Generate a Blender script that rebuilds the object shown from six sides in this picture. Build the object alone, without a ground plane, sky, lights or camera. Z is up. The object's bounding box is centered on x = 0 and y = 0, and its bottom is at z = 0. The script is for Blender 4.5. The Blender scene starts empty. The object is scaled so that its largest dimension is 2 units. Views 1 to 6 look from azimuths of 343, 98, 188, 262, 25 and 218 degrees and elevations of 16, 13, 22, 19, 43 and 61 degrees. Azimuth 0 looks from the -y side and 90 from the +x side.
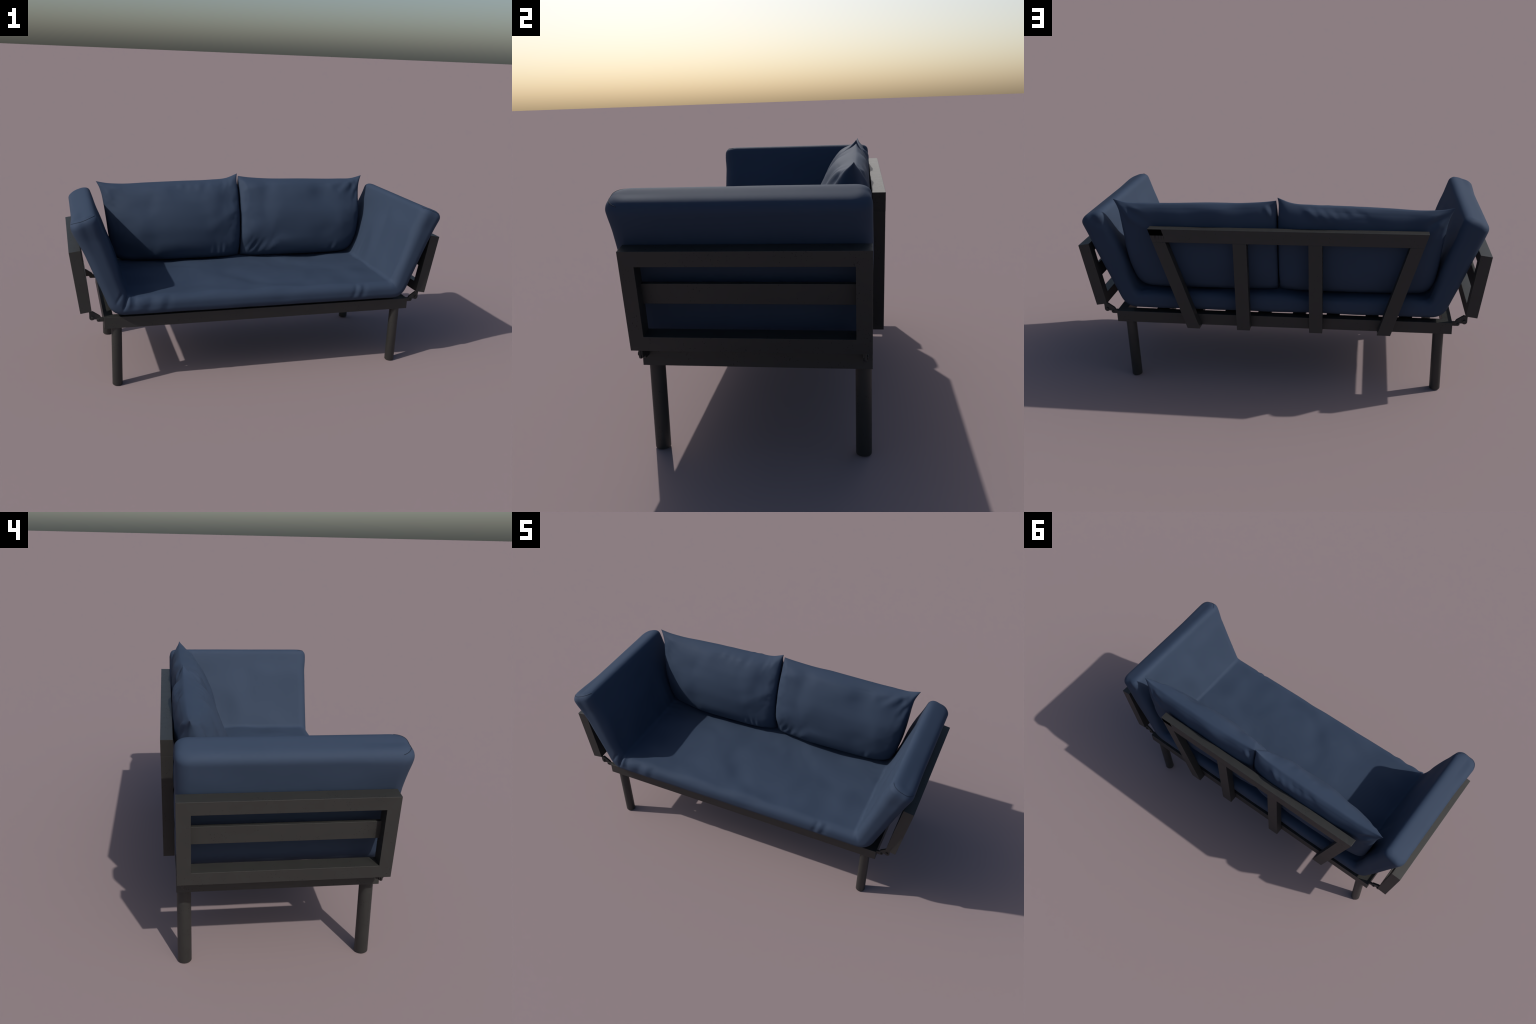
import bpy, bmesh, math
import numpy as np
from mathutils import Vector, Matrix, noise

# ------------------------------------------------------------------ helpers
def link(ob, parent=None):
    bpy.context.scene.collection.objects.link(ob)
    if parent is not None:
        ob.parent = parent
    return ob

def mesh_object(name, bm, mat, parent, smooth_angle=None):
    me = bpy.data.meshes.new(name)
    bmesh.ops.recalc_face_normals(bm, faces=bm.faces[:])
    bm.to_mesh(me)
    bm.free()
    me.materials.append(mat)
    if smooth_angle is not None:
        me.polygons.foreach_set("use_smooth", [True] * len(me.polygons))
        me.set_sharp_from_angle(angle=math.radians(smooth_angle))
    return link(bpy.data.objects.new(name, me), parent)

def soften(bm, width):
    """Chamfer every hard edge of a bar so the arrises catch light."""
    bm.normal_update()
    edges = [e for e in bm.edges if len(e.link_faces) == 2 and e.calc_face_angle() > math.radians(20)]
    bmesh.ops.bevel(bm, geom=edges, offset=width, segments=2, profile=0.5, affect='EDGES')

def prism(bm, outline, axis_point):
    """Closed outline (list of 2D) -> solid; axis_point(p, side) gives the 3D point, side 0 / 1."""
    a = [bm.verts.new(axis_point(p, 0)) for p in outline]
    b = [bm.verts.new(axis_point(p, 1)) for p in outline]
    bm.faces.new(a)
    bm.faces.new(b[::-1])
    n = len(outline)
    for i in range(n):
        j = (i + 1) % n
        bm.faces.new((a[j], a[i], b[i], b[j]))

def ring_frame(bm, outer, inner, place):
    """Rectangular frame with a window, place(p, side) -> 3D."""
    rings = []
    for loop in (outer, inner):
        rings.append([[bm.verts.new(place(p, s)) for p in loop] for s in (0, 1)])
    n = len(outer)
    for i in range(n):
        j = (i + 1) % n
        for s in (0, 1):
            bm.faces.new((rings[0][s][i], rings[0][s][j], rings[1][s][j], rings[1][s][i]))
        bm.faces.new((rings[0][0][i], rings[0][0][j], rings[0][1][j], rings[0][1][i]))
        bm.faces.new((rings[1][0][i], rings[1][0][j], rings[1][1][j], rings[1][1][i]))

def box(bm, lo, hi):
    prism(bm, [(lo[0], lo[1]), (hi[0], lo[1]), (hi[0], hi[1]), (lo[0], hi[1])],
          lambda p, s: (p[0], p[1], (lo[2], hi[2])[s]))

def smoothstep(a, b, x):
    t = np.clip((x - a) / (b - a), 0, 1)
    return t * t * (3 - 2 * t)

def fbm(p, scale, seed, fine=0.45):
    q = Vector(p) + 0.045 * noise.noise_vector(Vector(p) * 4.3 + Vector((seed, 0, 7)))   # warp, so lumps are not aligned
    u = Vector((0.80 * q.x + 0.53 * q.y + 0.28 * q.z, -0.56 * q.x + 0.82 * q.y + 0.05 * q.z, -0.20 * q.x - 0.20 * q.y + 0.96 * q.z))
    v = u * scale + Vector((seed, -seed * 0.7, seed * 1.9))
    return noise.noise(v) + fine * noise.noise(v * 2.1)

# ------------------------------------------------------------------ materials
def new_material(name):
    m = bpy.data.materials.new(name)
    m.use_nodes = True
    nt = m.node_tree
    return m, nt, nt.nodes["Principled BSDF"]

def add(nt, kind, **vals):
    n = nt.nodes.new(kind)
    for k, v in vals.items():
        setattr(n, k, v)
    return n

def math_node(nt, op, a, b=None, clamp=False):
    n = nt.nodes.new("ShaderNodeMath")
    n.operation = op
    n.use_clamp = clamp
    for i, v in enumerate((a, b)):
        if v is None:
            continue
        if isinstance(v, (int, float)):
            n.inputs[i].default_value = v
        else:
            nt.links.new(v, n.inputs[i])
    return n.outputs[0]

def ramp(nt, src, stops):
    r = nt.nodes.new("ShaderNodeValToRGB")
    els = r.color_ramp.elements
    while len(els) < len(stops):
        els.new(0.5)
    for e, (pos, col) in zip(els, stops):
        e.position = pos
        e.color = (*col, 1)
    nt.links.new(src, r.inputs[0])
    return r.outputs[0]

def noise_tex(nt, vec, scale, detail=3, rough=0.55):
    n = nt.nodes.new("ShaderNodeTexNoise")
    n.inputs["Scale"].default_value = scale
    n.inputs["Detail"].default_value = detail
    n.inputs["Roughness"].default_value = rough
    nt.links.new(vec, n.inputs["Vector"])
    return n.outputs["Fac"]

def stretched(nt, vec, sx, sy, sz):
    m = nt.nodes.new("ShaderNodeMapping")
    m.inputs["Scale"].default_value = (sx, sy, sz)
    nt.links.new(vec, m.inputs["Vector"])
    return m.outputs[0]

def mix_rgb(nt, fac, a, b, blend='MIX'):
    n = nt.nodes.new("ShaderNodeMix")
    n.data_type = 'RGBA'
    n.blend_type = blend
    for sock, v in ((n.inputs[0], fac), (n.inputs[6], a), (n.inputs[7], b)):
        if isinstance(v, (int, float)):
            sock.default_value = v
        elif isinstance(v, tuple):
            sock.default_value = (*v, 1)
        else:
            nt.links.new(v, sock)
    return n.outputs[2]

def fabric_material(name, dark, light):
    m, nt, bsdf = new_material(name)
    obj = add(nt, "ShaderNodeTexCoord").outputs["Object"]
    broad = noise_tex(nt, obj, 5.0, 2)
    mid = noise_tex(nt, obj, 40.0, 4)
    f = math_node(nt, 'ADD', math_node(nt, 'MULTIPLY', broad, 0.75), math_node(nt, 'MULTIPLY', mid, 0.25))
    col = ramp(nt, f, [(0.32, dark), (0.68, light)])
    nt.links.new(col, bsdf.inputs["Base Color"])
    bsdf.inputs["Roughness"].default_value = FABRIC_ROUGH
    bsdf.inputs["Specular IOR Level"].default_value = FABRIC_SPEC
    # woven grain: two crossed fine waves, far below a pixel in size, plus slubs
    weave = noise_tex(nt, obj, 900.0, 2)
    slub = noise_tex(nt, stretched(nt, obj, 60, 400, 400), 1.0, 2)
    h = math_node(nt, 'ADD', weave, math_node(nt, 'MULTIPLY', slub, 0.6))
    bump = add(nt, "ShaderNodeBump")
    bump.inputs["Strength"].default_value = 0.06
    bump.inputs["Distance"].default_value = 0.001
    nt.links.new(h, bump.inputs["Height"])
    nt.links.new(bump.outputs[0], bsdf.inputs["Normal"])
    return m

FRAME_BASE = (0.0226, 0.0228, 0.0214)
FRAME_ROUGH = 0.50
FRAME_SPEC = 0.5
FABRIC_ROUGH = 0.75
FABRIC_SPEC = 0.16

def frame_material(name, patch=False, grain=(1, 1, 1)):
    m, nt, bsdf = new_material(name)
    obj = add(nt, "ShaderNodeTexCoord").outputs["Object"]
    g = stretched(nt, obj, *grain)
    cloud = noise_tex(nt, g, 22.0, 5, 0.65)
    col = ramp(nt, cloud, [(0.30, tuple(c * 0.94 for c in FRAME_BASE)), (0.72, tuple(c * 1.07 for c in FRAME_BASE))])
    # scattered dark chips in the paint, gathered in patches
    chips = noise_tex(nt, g, 230.0, 2, 0.5)
    where = noise_tex(nt, g, 16.0, 2)
    chip = math_node(nt, 'MULTIPLY',
                     ramp(nt, chips, [(0.63, (0, 0, 0)), (0.67, (1, 1, 1))]),
                     ramp(nt, where, [(0.45, (0, 0, 0)), (0.58, (1, 1, 1))]))
    col = mix_rgb(nt, math_node(nt, 'MULTIPLY', chip, 0.75), col, (0.004, 0.004, 0.004))
    if patch:
        # black shading glitch of coplanar strut and rail faces, painted into colour with streaks
        sep = add(nt, "ShaderNodeSeparateXYZ")
        nt.links.new(obj, sep.inputs[0])
        x, z = sep.outputs[0], sep.outputs[2]
        # distance along the rail measured square to the slanted end
        slant = math_node(nt, 'SUBTRACT', x, math_node(nt, 'MULTIPLY', math_node(nt, 'SUBTRACT', z, 0.845), 0.305))
        inx = math_node(nt, 'MULTIPLY', math_node(nt, 'GREATER_THAN', slant, 0.5525), math_node(nt, 'GREATER_THAN', z, 0.78))
        block = math_node(nt, 'MULTIPLY', inx, math_node(nt, 'GREATER_THAN', z, 0.8135))
        low = math_node(nt, 'MULTIPLY', math_node(nt, 'LESS_THAN', z, 0.8440), math_node(nt, 'GREATER_THAN', sep.outputs[1], 0.4130))
        block = math_node(nt, 'MULTIPLY', block, low)
        st = noise_tex(nt, stretched(nt, obj, 260, 1, 14), 1.0, 2)
        fade = math_node(nt, 'MULTIPLY', math_node(nt, 'SUBTRACT', z, 0.788), 38.0, True)
        streak = math_node(nt, 'MULTIPLY', math_node(nt, 'MULTIPLY', inx, fade),
                           ramp(nt, st, [(0.52, (0, 0, 0)), (0.62, (0.6, 0.6, 0.6))]))
        m2 = math_node(nt, 'MAXIMUM', block, math_node(nt, 'MULTIPLY', streak, low))
        col = mix_rgb(nt, m2, col, (0.0008, 0.0008, 0.0008))
        spec = math_node(nt, 'SUBTRACT', FRAME_SPEC, math_node(nt, 'MULTIPLY', m2, FRAME_SPEC))
        nt.links.new(spec, bsdf.inputs["Specular IOR Level"])
    else:
        bsdf.inputs["Specular IOR Level"].default_value = FRAME_SPEC
    nt.links.new(col, bsdf.inputs["Base Color"])
    r = math_node(nt, 'ADD', FRAME_ROUGH - 0.06, math_node(nt, 'MULTIPLY', cloud, 0.12))
    r = math_node(nt, 'ADD', r, math_node(nt, 'MULTIPLY', chip, 0.2))
    nt.links.new(r, bsdf.inputs["Roughness"])
    fine = noise_tex(nt, obj, 420.0, 3)
    h = math_node(nt, 'SUBTRACT', math_node(nt, 'MULTIPLY', fine, 0.5), chip)
    bump = add(nt, "ShaderNodeBump")
    bump.inputs["Strength"].default_value = 0.12
    bump.inputs["Distance"].default_value = 0.001
    nt.links.new(h, bump.inputs["Height"])
    nt.links.new(bump.outputs[0], bsdf.inputs["Normal"])
    return m

BLUE_DARK = (0.0318, 0.0495, 0.0850)
BLUE_LIGHT = (0.0342, 0.0522, 0.0900)
fabric = fabric_material("navy_canvas", BLUE_DARK, BLUE_LIGHT)
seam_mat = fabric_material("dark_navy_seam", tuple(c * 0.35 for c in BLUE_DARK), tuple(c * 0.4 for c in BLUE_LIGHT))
paint = frame_material("charcoal_painted_metal")
paint_back = frame_material("charcoal_painted_metal_baked_black_shading", patch=True)
black_steel, nt_, b_ = new_material("black_steel")
o_ = add(nt_, "ShaderNodeTexCoord").outputs["Object"]
nt_.links.new(ramp(nt_, noise_tex(nt_, o_, 120.0), [(0.3, (0.010, 0.010, 0.010)), (0.7, (0.022, 0.021, 0.020))]), b_.inputs["Base Color"])
b_.inputs["Roughness"].default_value = 0.5

# ------------------------------------------------------------------ the sofa
sofa = bpy.data.objects.new("daybed_sofa", None)
sofa["label"] = "charcoal metal outdoor daybed sofa with navy blue cushions"
sofa["category"] = "sofa"
link(sofa)

# -- base frame: four rails, legs, slats
RAIL_X, RAIL_YF, RAIL_YB = 0.8405, -0.3715, 0.3685
RAIL_Z0, RAIL_Z1, RAIL_W = 0.321, 0.3805, 0.045
bm = bmesh.new()
rect = lambda x0, y0, x1, y1: [(x0, y0), (x1, y0), (x1, y1), (x0, y1)]
ring_frame(bm, rect(-RAIL_X, RAIL_YF, RAIL_X, RAIL_YB),
           rect(-RAIL_X + RAIL_W, RAIL_YF + RAIL_W, RAIL_X - RAIL_W, RAIL_YB - RAIL_W),
           lambda p, s: (p[0], p[1], (RAIL_Z0, RAIL_Z1)[s]))
bmesh.ops.recalc_face_normals(bm, faces=bm.faces[:])
soften(bm, 0.0009)
base = mesh_object("base_frame", bm, paint, sofa, 8)

# round legs with a softened foot
def leg_mesh():
    bm = bmesh.new()
    R, H, N = 0.0262, RAIL_Z0 + 0.002, 48
    prof = [(0, 0.0), (R - 0.004, 0.0), (R - 0.0012, 0.0012), (R, 0.004), (R, H), (0, H)]
    rings = []
    for r, z in prof:
        if r == 0:
            rings.append([bm.verts.new((0, 0, z))])
        else:
            rings.append([bm.verts.new((r * math.cos(2 * math.pi * i / N), r * math.sin(2 * math.pi * i / N), z)) for i in range(N)])
    for a, b in zip(rings, rings[1:]):
        for i in range(N):
            j = (i + 1) % N
            if len(a) == 1:
                bm.faces.new((a[0], b[j], b[i]))
            elif len(b) == 1:
                bm.faces.new((a[i], a[j], b[0]))
            else:
                bm.faces.new((a[i], a[j], b[j], b[i]))
    return bm

leg = mesh_object("leg", leg_mesh(), paint, base, 35)
LEG_X, LEG_YF, LEG_YB = 0.7785, -0.3435, 0.3405
leg.location = (-LEG_X, LEG_YF, 0)
for x, y in ((LEG_X, LEG_YF), (LEG_X, LEG_YB), (-LEG_X, LEG_YB)):
    o = leg.copy()
    o.location = (x, y, 0)
    link(o, base)

# seat slats run front to back between the rails
bm = bmesh.new()
box(bm, (-0.0325, RAIL_YF + RAIL_W - 0.002, -0.011), (0.0325, RAIL_YB - RAIL_W + 0.002, 0.011))
soften(bm, 0.0015)
slat0 = mesh_object("seat_slat", bm, paint, base, 8)
for i, x in enumerate((0.609, 0.432, 0.252, 0.082, -0.094, -0.264, -0.457, -0.620)):
    o = slat0 if i == 0 else slat0.copy()
    o.location = (x, 0, RAIL_Z1 - 0.0125)
    if i:
        link(o, base)

# -- armrest frames: a leaning window frame with one slat
ARM_YF, ARM_YB = -0.3722, 0.3672
def arm_frame(side, x0, z0, x1, z1):
    L = math.hypot(x1 - x0, z1 - z0)
    up = Vector(((x1 - x0) / L, 0, (z1 - z0) / L))
    inward = Vector((-up.z, 0, up.x))
    o3 = Vector((x0, 0, z0))
    T = 0.0555
    def place(p, s, d0=0.0, d1=T):
        v = o3 + up * p[1] + inward * (d0 if s == 0 else d1) + Vector((0, p[0], 0))
        return (side * v.x, v.y, v.z)
    bm = bmesh.new()
    ring_frame(bm, rect(ARM_YF, 0, ARM_YB, L), rect(-0.3255, 0.0485, 0.3195, L - 0.049), place)
    bmesh.ops.recalc_face_normals(bm, faces=bm.faces[:])
    soften(bm, 0.0009)
    frame = mesh_object("armrest_frame", bm, paint, sofa, 8)
    bm = bmesh.new()
    c = L * 0.535
    prism(bm, rect(-0.3265, c - 0.0335, 0.3205, c + 0.0335), lambda p, s: place(p, s, T - 0.0165, T - 0.0015))
    bmesh.ops.recalc_face_normals(bm, faces=bm.faces[:])
    soften(bm, 0.0009)
    mesh_object("armrest_slat", bm, paint, frame, 8)
    return frame

arm_frame(+1, 0.9440, 0.4095, 0.9995, 0.7345)
arm_frame(-1, 0.9550, 0.4100, 0.9995, 0.7260)

# -- hinges
def hinge(x_side, y_in, y_dir):
    """Link plate bolted to a lug under the arm and a lug on the base rail; y_dir = outward."""
    def arc(c, r, a0, a1, n=8):
        return [(c[0] + r * math.cos(math.radians(a0 + (a1 - a0) * i / n)), c[1] + r * math.sin(math.radians(a0 + (a1 - a0) * i / n))) for i in range(n + 1)]
    t = 0.007
    plates = [
        # arm lug with a round end
        ([(0.8950, 0.4130), (0.8850, 0.4000)] + arc((0.8985, 0.3805), 0.0135, 180, 355) + [(0.9120, 0.402), (0.9130, 0.4115)], 0.0, t),
        # diagonal link
        ([(0.8825, 0.3705), (0.904, 0.3715), (0.910, 0.385), (0.9085, 0.404), (0.8955, 0.4135), (0.8605, 0.389), (0.8555, 0.381), (0.857, 0.370)], -0.005, t - 0.0012),
        # base lug
        ([(0.8385, 0.3785), (0.8385, 0.3575), (0.866, 0.3575)] + arc((0.867, 0.3675), 0.0100, -90, 60) + [(0.860, 0.3795)], -0.0035, t + 0.0004),
    ]
    bm = bmesh.new()
    for outline, a, b in plates:
        prism(bm, outline, lambda p, s: (x_side * p[0], y_in + y_dir * (a, b)[s], p[1]))
    bmesh.ops.recalc_face_normals(bm, faces=bm.faces[:])
    soften(bm, 0.0008)
    h = mesh_object("hinge", bm, paint, sofa, 8)
    for (cx, cz), r, dep in (((0.8975, 0.3835), 0.0072, 0.0075), ((0.868, 0.3685), 0.0052, 0.006)):
        bm = bmesh.new()
        M = Matrix.Translation((x_side * cx, y_in + y_dir * (t + dep / 2 - 0.002), cz)) @ Matrix.Rotation(math.pi / 2, 4, 'X')
        bmesh.ops.create_cone(bm, cap_ends=True, segments=20, radius1=r, radius2=r, depth=dep, matrix=M)
        soften(bm, 0.001)
        mesh_object("bolt", bm, black_steel, h, 40)

for xs in (1, -1):
    hinge(xs, -0.3525, -1)
    hinge(xs, 0.3430, 1)

# -- backrest: top rail with slanted ends and four struts
BK_Y0, BK_Y1 = 0.3695, 0.4140
Z_TOP, Z_UND, Z_LOW = 0.8455, 0.7795, 0.3212
slope_r = (0.6205 - 0.4605) / (Z_TOP - Z_LOW)
slope_l = (0.7055 - 0.5455) / (Z_TOP - Z_LOW)
xr = lambda z: 0.6205 - (Z_TOP - z) * slope_r
xl = lambda z: -0.7055 + (Z_TOP - z) * slope_l
ypos = lambda p, s: (p[0], (BK_Y0, BK_Y1)[s], p[1])
ystrut = lambda p, s: (p[0], (BK_Y0 + 0.0006, BK_Y1 - 0.0004)[s], p[1])
bm = bmesh.new()
prism(bm, [(xl(Z_TOP), Z_TOP), (xr(Z_TOP), Z_TOP), (xr(Z_UND), Z_UND), (xl(Z_UND), Z_UND)], ypos)
bmesh.ops.recalc_face_normals(bm, faces=bm.faces[:])
soften(bm, 0.0009)
back = mesh_object("backrest_rail", bm, paint_back, sofa, 8)
SW = 0.0645
for outline in (
        [(xr(Z_UND), Z_UND), (xr(Z_LOW), Z_LOW), (xr(Z_LOW) - SW, Z_LOW), (xr(Z_UND) - SW * 0.985, Z_UND)],
        [(0.2085, Z_UND), (0.2085, Z_LOW), (0.1430, Z_LOW), (0.1420, Z_UND)],
        [(-0.1525, Z_UND), (-0.1520, Z_LOW), (-0.2165, Z_LOW), (-0.2175, Z_UND)],
        [(xl(Z_UND), Z_UND), (xl(Z_LOW), Z_LOW), (xl(Z_LOW) + SW, Z_LOW), (xl(Z_UND) + SW * 0.985, Z_UND)]):
    bm = bmesh.new()
    prism(bm, outline, ystrut)
    bmesh.ops.recalc_face_normals(bm, faces=bm.faces[:])
    soften(bm, 0.0010)
    mesh_object("backrest_strut", bm, paint_back, back, 8)

# ------------------------------------------------------------------ seat cushion
# One long pad bent upward at both ends.  A path of stations (inner point, outer point)
# carries a rounded rectangle section; the ends close with domed rings.
def lean(deg):
    return np.array([math.sin(math.radians(deg)), math.cos(math.radians(deg))])
LEAN_IN, LEAN_OUT, LEAN_TIP = lean(19.0), lean(21.7), lean(20.3)   # the pad fattens toward the tips
SEAT_IN, SEAT_OUT = 0.4905, 0.3900
YF, YB = -0.4020, 0.3650

def rounded_corner(corner, d_in, d_out, t, n):
    """Quadratic-arc fillet with tangent length t."""
    a = np.array(corner) - np.array(d_in) * t
    c = np.array(corner) + np.array(d_out) * t
    s = np.linspace(0, 1, n)[:, None]
    b = np.array(corner)
    return a * (1 - s) ** 2 + 2 * b * s * (1 - s) + c * s ** 2

def half_path(n_seat, n_bend, n_arm):
    cin = (0.7215, SEAT_IN)
    cout = (0.7985, SEAT_OUT)
    fin = rounded_corner(cin, (1, 0), LEAN_IN, 0.020, n_bend)
    fout = rounded_corner(cout, (1, 0), LEAN_OUT, 0.066, n_bend)
    s = np.linspace(0, 1, n_seat, endpoint=False)[:, None]
    sin_ = np.array([0, SEAT_IN]) * (1 - s) + fin[0] * s
    sout = np.array([0, SEAT_OUT]) * (1 - s) + fout[0] * s
    tip_in = np.array(cin) + LEAN_IN * 0.415
    tip_out = np.array(cout) + LEAN_OUT * 0.478
    s = np.linspace(0, 1, n_arm)[1:, None]
    ain = fin[-1] * (1 - s) + tip_in * s
    aout = fout[-1] * (1 - s) + tip_out * s
    return np.vstack([sin_, fin, ain]), np.vstack([sout, fout, aout])

hin, hout = half_path(110, 28, 64)
mirror = np.array([-1, 1])
p_in = np.vstack([(hin * mirror)[:0:-1], hin])
p_out = np.vstack([(hout * mirror)[:0:-1], hout])
NB = len(p_in)
# domed ends: extra stations that inset the section and advance along the arm
DOME_N, DOME_A = 22, 0.037
H2 = float(np.linalg.norm(hin[-1] - hout[-1])) / 2
ins = H2 * (1 - np.cos(np.linspace(0, math.pi / 2, DOME_N + 1)[1:]))
ins[-1] = H2 * 0.985
adv = DOME_A * (1 - (1 - ins / H2) ** 3.6) ** (1 / 2.3)
st_in = list(p_in); st_out = list(p_out); st_inset = [0.0] * NB
d_tip = LEAN_TIP
for d, a in zip(ins, adv):
    st_in.append(p_in[-1] + d_tip * a); st_out.append(p_out[-1] + d_tip * a); st_inset.append(d)
    st_in.insert(0, p_in[0] + d_tip * mirror * a); st_out.insert(0, p_out[0] + d_tip * mirror * a); st_inset.insert(0, d)
st_in = np.array(st_in); st_out = np.array(st_out); st_inset = np.array(st_inset)
NS = len(st_in)

def section(th, inset):
    """Loop of (y, n): n = 0 outer face, th = inner face; fixed count of points."""
    y0, y1, n0, n1 = YF + inset, YB - inset, inset, th - inset
    half = max((n1 - n0) / 2, 1e-5)
    pts = []
    def corner(cy, cn, ry, rn, a0):
        for k in range(11):
            a = math.radians(a0 + 9 * k)
            pts.append((cy + ry * math.cos(a), cn + rn * math.sin(a)))
    rf_in, rf_out = min(0.044, half * 0.86), min(0.040, half * 0.80)
    rb_in, rb_out = min(0.034, half * 0.7), min(0.044, half * 0.90)
    def line(a, b, n):
        for k in range(1, n):
            t = k / n
            pts.append((a[0] + (b[0] - a[0]) * t, a[1] + (b[1] - a[1]) * t))
    # outer face, front -> back
    corner(y0 + rf_out, n0 + rf_out, rf_out, rf_out, 180)
    line((y0 + rf_out, n0), (y1 - rb_out, n0), 60)
    corner(y1 - rb_out, n0 + rb_out, rb_out, rb_out, 270)
    line((y1, n0 + rb_out), (y1, n1 - rb_in), 10)
    corner(y1 - rb_in, n1 - rb_in, rb_in, rb_in, 0)
    line((y1 - rb_in, n1), (y0 + rf_in, n1), 100)
    corner(y0 + rf_in, n1 - rf_in, rf_in, rf_in, 90)
    line((y0, n1 - rf_in), (y0, n0 + rf_out), 10)
    return pts

verts, info = [], []
for i in range(NS):
    a, b = st_out[i], st_in[i]
    th = float(np.linalg.norm(b - a))
    nrm = (b - a) / th
    for y, n in section(th, st_inset[i]):
        q = a + nrm * n
        verts.append((q[0], y, q[1]))
        info.append((i, y, n / th))
M = len(verts) // NS
V = np.array(verts)
I = np.array(info)
# normals of the plain loft, for displacement
G = V.reshape(NS, M, 3)
du = np.gradient(G, axis=0)
dv = (np.roll(G, -1, axis=1) - np.roll(G, 1, axis=1))
Nn = np.cross(dv, du)
Nn /= np.maximum(np.linalg.norm(Nn, axis=2, keepdims=True), 1e-9)
# orient outward
ctr = G.mean(axis=1, keepdims=True)
flip = np.sign(((G - ctr) * Nn).sum(axis=2).mean())
Nn = (Nn * (flip if flip != 0 else 1)).reshape(-1, 3)
deep = np.repeat(st_inset, M) > 0.6 * H2          # the flat of each tip simply faces along the arm
Nn[deep] = np.stack([np.sign(V[deep, 0]) * d_tip[0], np.zeros(deep.sum()), np.full(deep.sum(), d_tip[1])], axis=1)
X, Y, Z, nf = V[:, 0], V[:, 1], V[:, 2], I[:, 2]
front = smoothstep(-0.345, -0.398, Y)
backf = smoothstep(0.31, 0.36, Y)
in_face = smoothstep(0.75, 0.98, nf)
disp = np.zeros(len(V))
for k in range(len(V)):
    disp[k] = 0.0040 * fbm(V[k], 4.0, 3.1, 0.1) + 0.0100 * fbm(V[k], 6.4, 5.7, 0.1)
disp *= (0.25 + 0.75 * in_face) * (1 - 0.6 * front) * (1 - 0.92 * smoothstep(0.76, 0.86, Z))
# plumpness: front and back boxing bulge, seat crowns a little
disp += front * (0.005 * (1 - (2 * nf - 1) ** 2) + 0.006 * smoothstep(0.78, 0.86, Z) * np.clip(Nn[:, 1] * -1, 0, 1))
disp += 0.004 * backf * (1 - (2 * nf - 1) ** 2)
# the lower front corner of each tip is stuffed a little further out
disp += np.where(X < 0, 0.009, 0.004) * smoothstep(-0.15, -0.38, Y) * smoothstep(0.70, 0.83, Z) * (1 - smoothstep(0.1, 0.5, nf))
# soft upright folds in the front boxing
for x0, w, amp in ((-0.615, 0.024, -0.0040), (-0.565, 0.018, 0.0020), (-0.525, 0.020, -0.0025), (-0.665, 0.026, 0.0020),
                   (0.498, 0.013, -0.0040), (0.522, 0.012, 0.0018), (0.548, 0.016, -0.0036), (0.09, 0.06, -0.003), (-0.25, 0.08, -0.002)):
    disp += amp * np.exp(-((X - x0 - 0.03 * (nf - 0.5)) / w) ** 2) * front * smoothstep(0.1, 0.45, nf) * (1 - smoothstep(0.85, 1.0, nf))
# creases gathered where the pad bends: short strokes running down the front face
for x0, z0, x1, z1, w, amp in ((-0.727, 0.492, -0.748, 0.425, 0.0075, -0.0090), (-0.714, 0.488, -0.722, 0.430, 0.010, 0.0035),
                               (-0.742, 0.510, -0.772, 0.445, 0.010, 0.0016), (-0.752, 0.520, -0.785, 0.460, 0.007, -0.0030),
                               (-0.690, 0.485, -0.694, 0.430, 0.012, -0.0025), (0.730, 0.492, 0.742, 0.450, 0.010, -0.0025)):
    L = math.hypot(x1 - x0, z1 - z0); cx, cz = (x1 - x0) / L, (z1 - z0) / L
    al = (X - x0) * cx + (Z - z0) * cz
    pe = -(X - x0) * cz + (Z - z0) * cx
    env = smoothstep(-0.015, 0.010, al) * (1 - smoothstep(L - 0.03, L + 0.01, al))
    disp += amp * env * np.exp(-(pe / w) ** 2) * smoothstep(-0.33, -0.39, Y)
for side in (-1, 1):
    # shallow radiating wrinkles on the seat close to the bend
    near = np.exp(-((np.abs(X) - 0.70) / 0.06) ** 2) * (np.sign(X) == side)
    disp += 0.0012 * np.sin(Y * 150 + 2.0 * np.sin(X * 40)) * near * in_face * smoothstep(-0.05, 0.25, Y)
# puckered corner behind the right tip
V = V + Nn * disp[:, None]
for (cx, cy, cz), r, amp in (((0.905, 0.352, 0.868), 0.020, 0.012), ((0.875, 0.36, 0.845), 0.016, 0.006)):
    d2 = ((V - np.array([cx, cy, cz])) ** 2).sum(axis=1)
    V -= Nn * (amp * np.exp(-d2 / r ** 2))[:, None]

bm = bmesh.new()
bv = [bm.verts.new(p) for p in V]
for i in range(NS - 1):
    for j in range(M):
        j2 = (j + 1) % M
        bm.faces.new((bv[i * M + j], bv[i * M + j2], bv[(i + 1) * M + j2], bv[(i + 1) * M + j]))
for i in (0, NS - 1):
    bm.faces.new([bv[i * M + j] for j in range(M)])
cushion = mesh_object("seat_cushion", bm, fabric, sofa, 80)

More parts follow.
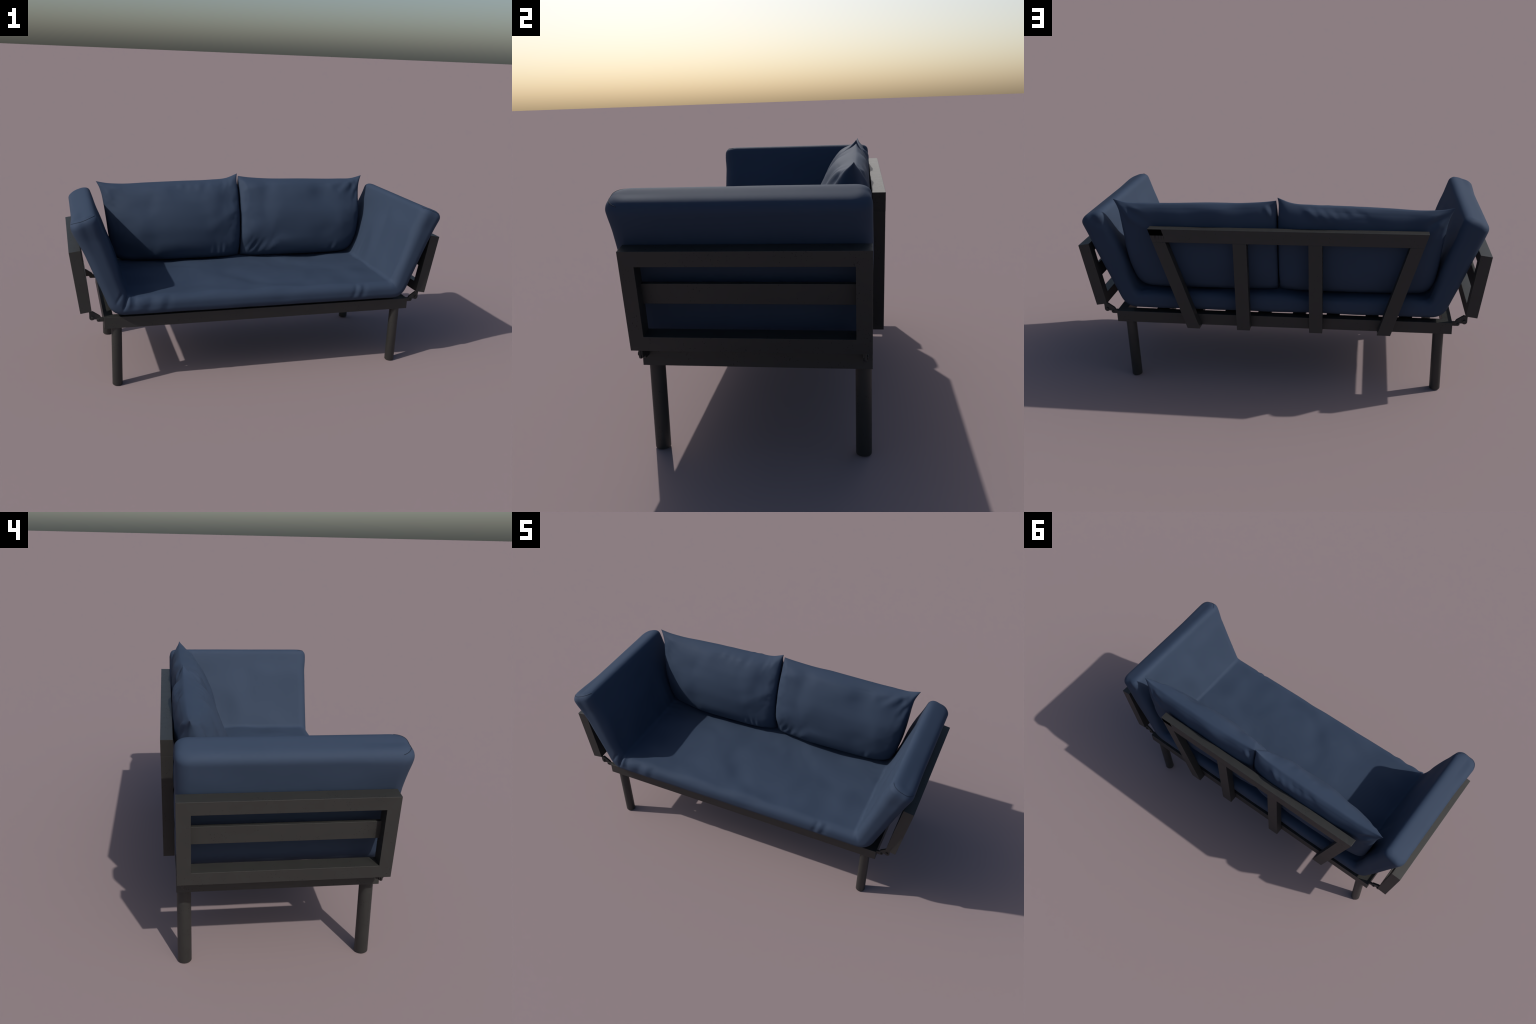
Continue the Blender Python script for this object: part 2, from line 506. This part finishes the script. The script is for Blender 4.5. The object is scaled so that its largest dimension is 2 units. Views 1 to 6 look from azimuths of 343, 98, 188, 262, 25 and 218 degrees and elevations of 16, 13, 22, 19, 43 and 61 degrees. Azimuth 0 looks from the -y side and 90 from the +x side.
# stitched seam round the front of each arm tip
def seam(ring):
    first = [k for k in range(M) if V[ring * M + k, 1] < YF + 0.040]
    # order along the front from outer to inner face
    first.sort(key=lambda k: nf[ring * M + k])
    pts = [Vector(V[ring * M + k]) + Vector(Nn[ring * M + k]) * 0.0002 for k in first]
    cu = bpy.data.curves.new("seam", 'CURVE')
    cu.dimensions = '3D'
    cu.bevel_depth = 0.0011
    cu.bevel_resolution = 2
    sp = cu.splines.new('POLY')
    sp.points.add(len(pts) - 1)
    for q, p in zip(sp.points, pts):
        q.co = (*p, 1)
    tmp = bpy.data.objects.new("seam_tmp", cu)
    bpy.context.scene.collection.objects.link(tmp)
    dg = bpy.context.evaluated_depsgraph_get()
    me = bpy.data.meshes.new_from_object(tmp.evaluated_get(dg))
    bpy.data.objects.remove(tmp)
    bpy.data.curves.remove(cu)
    me.materials.clear()
    me.materials.append(seam_mat)
    me.polygons.foreach_set("use_smooth", [True] * len(me.polygons))
    link(bpy.data.objects.new("seam", me), cushion)
seam(DOME_N - 7)
seam(NS - 1 - (DOME_N - 7))

# ------------------------------------------------------------------ back pillows
def spline(keys, t):
    """Monotone-ish cubic through (t, value) keys."""
    ts = np.array([k[0] for k in keys], float)
    vs = np.array([k[1] for k in keys], float)
    m = np.gradient(vs, ts)
    t = np.asarray(t, float)
    i = np.clip(np.searchsorted(ts, t) - 1, 0, len(ts) - 2)
    h = ts[i + 1] - ts[i]
    s = np.clip((t - ts[i]) / h, 0, 1)
    return ((2 * s ** 3 - 3 * s ** 2 + 1) * vs[i] + (s ** 3 - 2 * s ** 2 + s) * h * m[i]
            + (-2 * s ** 3 + 3 * s ** 2) * vs[i + 1] + (s ** 3 - s ** 2) * h * m[i + 1])

def pillow(spec, seed):
    NU, NV = 150, 110
    phi = np.linspace(0, math.pi, NU + 1)
    sv = np.linspace(0, 1, NV + 1)
    sv = 0.5 - 0.5 * np.cos(sv * math.pi)          # 0 at the top seam, 1 at the bottom seam
    verts, faces, meta = [], [], []
    index = {}
    for sheet in (0, 1):                            # 0 front (-y), 1 back (+y)
        for a in range(NU + 1):
            for b in range(NV + 1):
                edge = a in (0, NU) or b in (0, NV)
                key = (a, b) if edge else (a, b, sheet)
                if key in index:
                    continue
                s = sv[b]
                inner = (phi[a] > math.pi / 2) == (spec["inner"] > 0)
                e = float(spline(SQUARE_IN if inner else SQUARE, s))   # squareness of the section down the side
                c = math.cos(phi[a])
                ux = -math.copysign(abs(c) ** (2 / e), c)      # -1 .. 1 left to right
                dome = math.sin(phi[a]) ** (2 / e) if 0 < a < NU else 0.0
                xl_, xr_ = float(spline(spec["left"], s)), float(spline(spec["right"], s))
                x = xl_ + (xr_ - xl_) * (ux + 1) / 2
                t = (ux + 1) / 2
                ztop = float(spline(spec["top"], t))
                zbot = spec["bottom"] + spec["lift"][0 if ux < 0 else 1] * abs(ux) ** 14
                z = ztop + (zbot - ztop) * s
                ys = float(spline(spec["seam_y"], s))
                dep = float(spline(spec["front"] if sheet == 0 else spec["back"], b / NV))
                # plan view is a lens: the fill thins toward the ends, more at one end than the other
                slim = spec["taper"][0 if ux < 0 else 1]
                dep *= 1 - (slim if sheet == 0 else 0.5 * slim) * ux * ux
                if b in (0, NV):
                    dep = 0.0
                y = ys + (-dep if sheet == 0 else dep) * dome
                index[key] = len(verts)
                verts.append((x, y, z))
                meta.append((ux, s, sheet, 0.0 if edge else min(1.0, dome * min(1, s * 22) * min(1, (1 - s) * 9))))
    def vid(a, b, sheet):
        return index[(a, b)] if (a in (0, NU) or b in (0, NV)) else index[(a, b, sheet)]
    for sheet in (0, 1):
        for a in range(NU):
            for b in range(NV):
                q = (vid(a, b, sheet), vid(a + 1, b, sheet), vid(a + 1, b + 1, sheet), vid(a, b + 1, sheet))
                faces.append(q if sheet == 0 else q[::-1])
    P = np.array(verts); Mt = np.array(meta)
    w = Mt[:, 3]
    out = np.where(Mt[:, 2] == 0, -1.0, 1.0)
    d = np.array([0.0060 * fbm(p, 4.5, seed, 0.1) + 0.0140 * fbm(p, 7.0, seed + 5, 0.12) for p in P])
    d += np.abs(Mt[:, 0]) ** 6 * np.array([0.0060 * fbm(p, 17.0, seed + 9) for p in P])
    d *= np.where(Mt[:, 2] == 0, 1.0, 0.6)
    # folds: ridge / furrow pairs laid along short strokes
    for sheet, x0, z0, ang, length, width, amp in spec["folds"]:
        ca, sa = math.cos(math.radians(ang)), math.sin(math.radians(ang))
        al = (P[:, 0] - x0) * ca + (P[:, 2] - z0) * sa
        pe = -(P[:, 0] - x0) * sa + (P[:, 2] - z0) * ca
        env = np.exp(-(al / length) ** 2) * (Mt[:, 2] == sheet)
        d += (0.70 if sheet == 0 else 1.3) * amp * env * (np.exp(-(pe / (1.35 * width)) ** 2) - 0.8 * np.exp(-((pe - 2.2 * width) / (1.35 * width)) ** 2))
    P[:, 1] += out * d * w
    P[:, 2] += 0.5 * d * w * np.clip(1 - 4 * Mt[:, 1], 0, 1)
    me = bpy.data.meshes.new("back_pillow")
    me.from_pydata([tuple(p) for p in P], [], faces)
    bm = bmesh.new(); bm.from_mesh(me)
    bpy.data.meshes.remove(me)
    return mesh_object("back_pillow", bm, fabric, sofa, 75)

def closing(keys):
    """Depth keys given by height fraction, re-keyed by angle so both seams close round."""
    return [(math.acos(1 - 2 * t) / math.pi, v) for t, v in keys]
FRONT = closing([(0, 0), (0.015, 0.038), (0.04, 0.066), (0.10, 0.091), (0.17, 0.105), (0.25, 0.117), (0.4, 0.138), (0.55, 0.147), (0.7, 0.142), (0.85, 0.122), (0.94, 0.097), (0.98, 0.064), (1, 0)])
BACK = closing([(0, 0), (0.015, 0.019), (0.035, 0.031), (0.08, 0.046), (0.15, 0.057), (0.3, 0.069), (0.5, 0.081), (0.65, 0.085), (0.8, 0.083), (0.9, 0.072), (0.97, 0.045), (1, 0)])
SEAM_Y = [(0, 0.314), (0.15, 0.305), (0.4, 0.290), (0.7, 0.275), (1, 0.262)]
SQUARE = [(0, 1.9), (0.10, 2.7), (0.3, 4.6), (0.7, 5.6), (1, 5.2)]
SQUARE_IN = [(0, 2.2), (0.08, 3.4), (0.25, 6.0), (0.7, 8.0), (1, 7.0)]

pillow(dict(
    left=[(0, -0.826), (0.06, -0.812), (0.15, -0.799), (0.3, -0.787), (0.5, -0.775), (0.75, -0.762), (0.9, -0.750), (1, -0.735)],
    right=[(0, 0.001), (0.05, -0.003), (0.2, -0.001), (0.5, 0.002), (0.8, 0.003), (1, 0.000)],
    top=[(0, 0.944), (0.06, 0.934), (0.15, 0.928), (0.35, 0.933), (0.6, 0.940), (0.8, 0.945), (0.93, 0.957), (1, 0.981)],
    bottom=0.488, inner=1, taper=(0.50, 0.22), lift=(0.026, 0.004), seam_y=SEAM_Y, front=FRONT, back=BACK,
    folds=[(0, -0.50, 0.545, 80, 0.035, 0.012, 0.006), (0, -0.47, 0.54, 95, 0.03, 0.010, 0.005),
           (0, -0.13, 0.555, 95, 0.035, 0.009, 0.005), (0, -0.10, 0.55, 95, 0.03, 0.009, 0.005), (0, -0.17, 0.55, 85, 0.03, 0.009, 0.004),
           (0, -0.07, 0.935, 65, 0.035, 0.010, 0.004), (0, -0.04, 0.94, 60, 0.03, 0.009, 0.004),
           (1, -0.16, 0.915, 38, 0.05, 0.012, 0.006), (1, -0.21, 0.91, 38, 0.055, 0.012, 0.007), (1, -0.26, 0.905, 38, 0.055, 0.012, 0.007),
           (1, -0.31, 0.90, 38, 0.05, 0.012, 0.006), (1, -0.36, 0.90, 38, 0.05, 0.014, 0.005),
           (1, -0.76, 0.87, 125, 0.05, 0.012, 0.007), (1, -0.74, 0.91, 150, 0.05, 0.011, 0.006), (1, -0.775, 0.83, 105, 0.05, 0.011, 0.005),
           (0, -0.17, 0.93, 58, 0.035, 0.012, 0.0035), (0, -0.24, 0.925, 64, 0.04, 0.014, 0.004), (0, -0.29, 0.922, 65, 0.03, 0.012, 0.0025),
           (0, -0.35, 0.92, 70, 0.03, 0.012, 0.004), (0, -0.765, 0.88, 122, 0.06, 0.011, 0.005), (0, -0.72, 0.91, 150, 0.05, 0.012, 0.004)]), 11.3)
pillow(dict(
    left=[(0, 0.007), (0.05, 0.006), (0.2, 0.006), (0.5, 0.006), (0.8, 0.007), (1, 0.012)],
    right=[(0, 0.813), (0.06, 0.800), (0.12, 0.790), (0.22, 0.782), (0.4, 0.775), (0.6, 0.767), (0.8, 0.754), (0.9, 0.742), (1, 0.722)],
    top=[(0, 0.966), (0.05, 0.960), (0.2, 0.950), (0.5, 0.946), (0.8, 0.943), (0.92, 0.946), (1, 0.963)],
    bottom=0.488, inner=-1, taper=(0.17, 0.16), lift=(0.006, 0.026), seam_y=SEAM_Y, front=[(t, v * 0.95) for t, v in FRONT], back=BACK,
    folds=[(0, 0.09, 0.545, 55, 0.05, 0.011, 0.008), (0, 0.14, 0.555, 55, 0.06, 0.012, 0.008), (0, 0.20, 0.575, 50, 0.07, 0.014, 0.007),
           (0, 0.06, 0.56, 65, 0.05, 0.010, 0.005), (0, 0.60, 0.54, 75, 0.035, 0.010, 0.004), (0, 0.75, 0.925, 110, 0.03, 0.010, 0.005),
           (0, 0.04, 0.93, 120, 0.03, 0.009, 0.004), (1, 0.045, 0.92, 60, 0.03, 0.010, 0.005), (1, 0.75, 0.90, 48, 0.06, 0.012, 0.006), (1, 0.72, 0.93, 25, 0.05, 0.011, 0.005), (1, 0.775, 0.86, 72, 0.06, 0.012, 0.005),
           (0, 0.765, 0.905, 50, 0.06, 0.011, 0.008), (0, 0.715, 0.925, 32, 0.07, 0.012, 0.006), (0, 0.775, 0.86, 70, 0.07, 0.012, 0.007),
           (0, 0.69, 0.90, 30, 0.07, 0.014, 0.004), (1, 0.70, 0.87, 40, 0.06, 0.014, 0.005)]), 27.9)
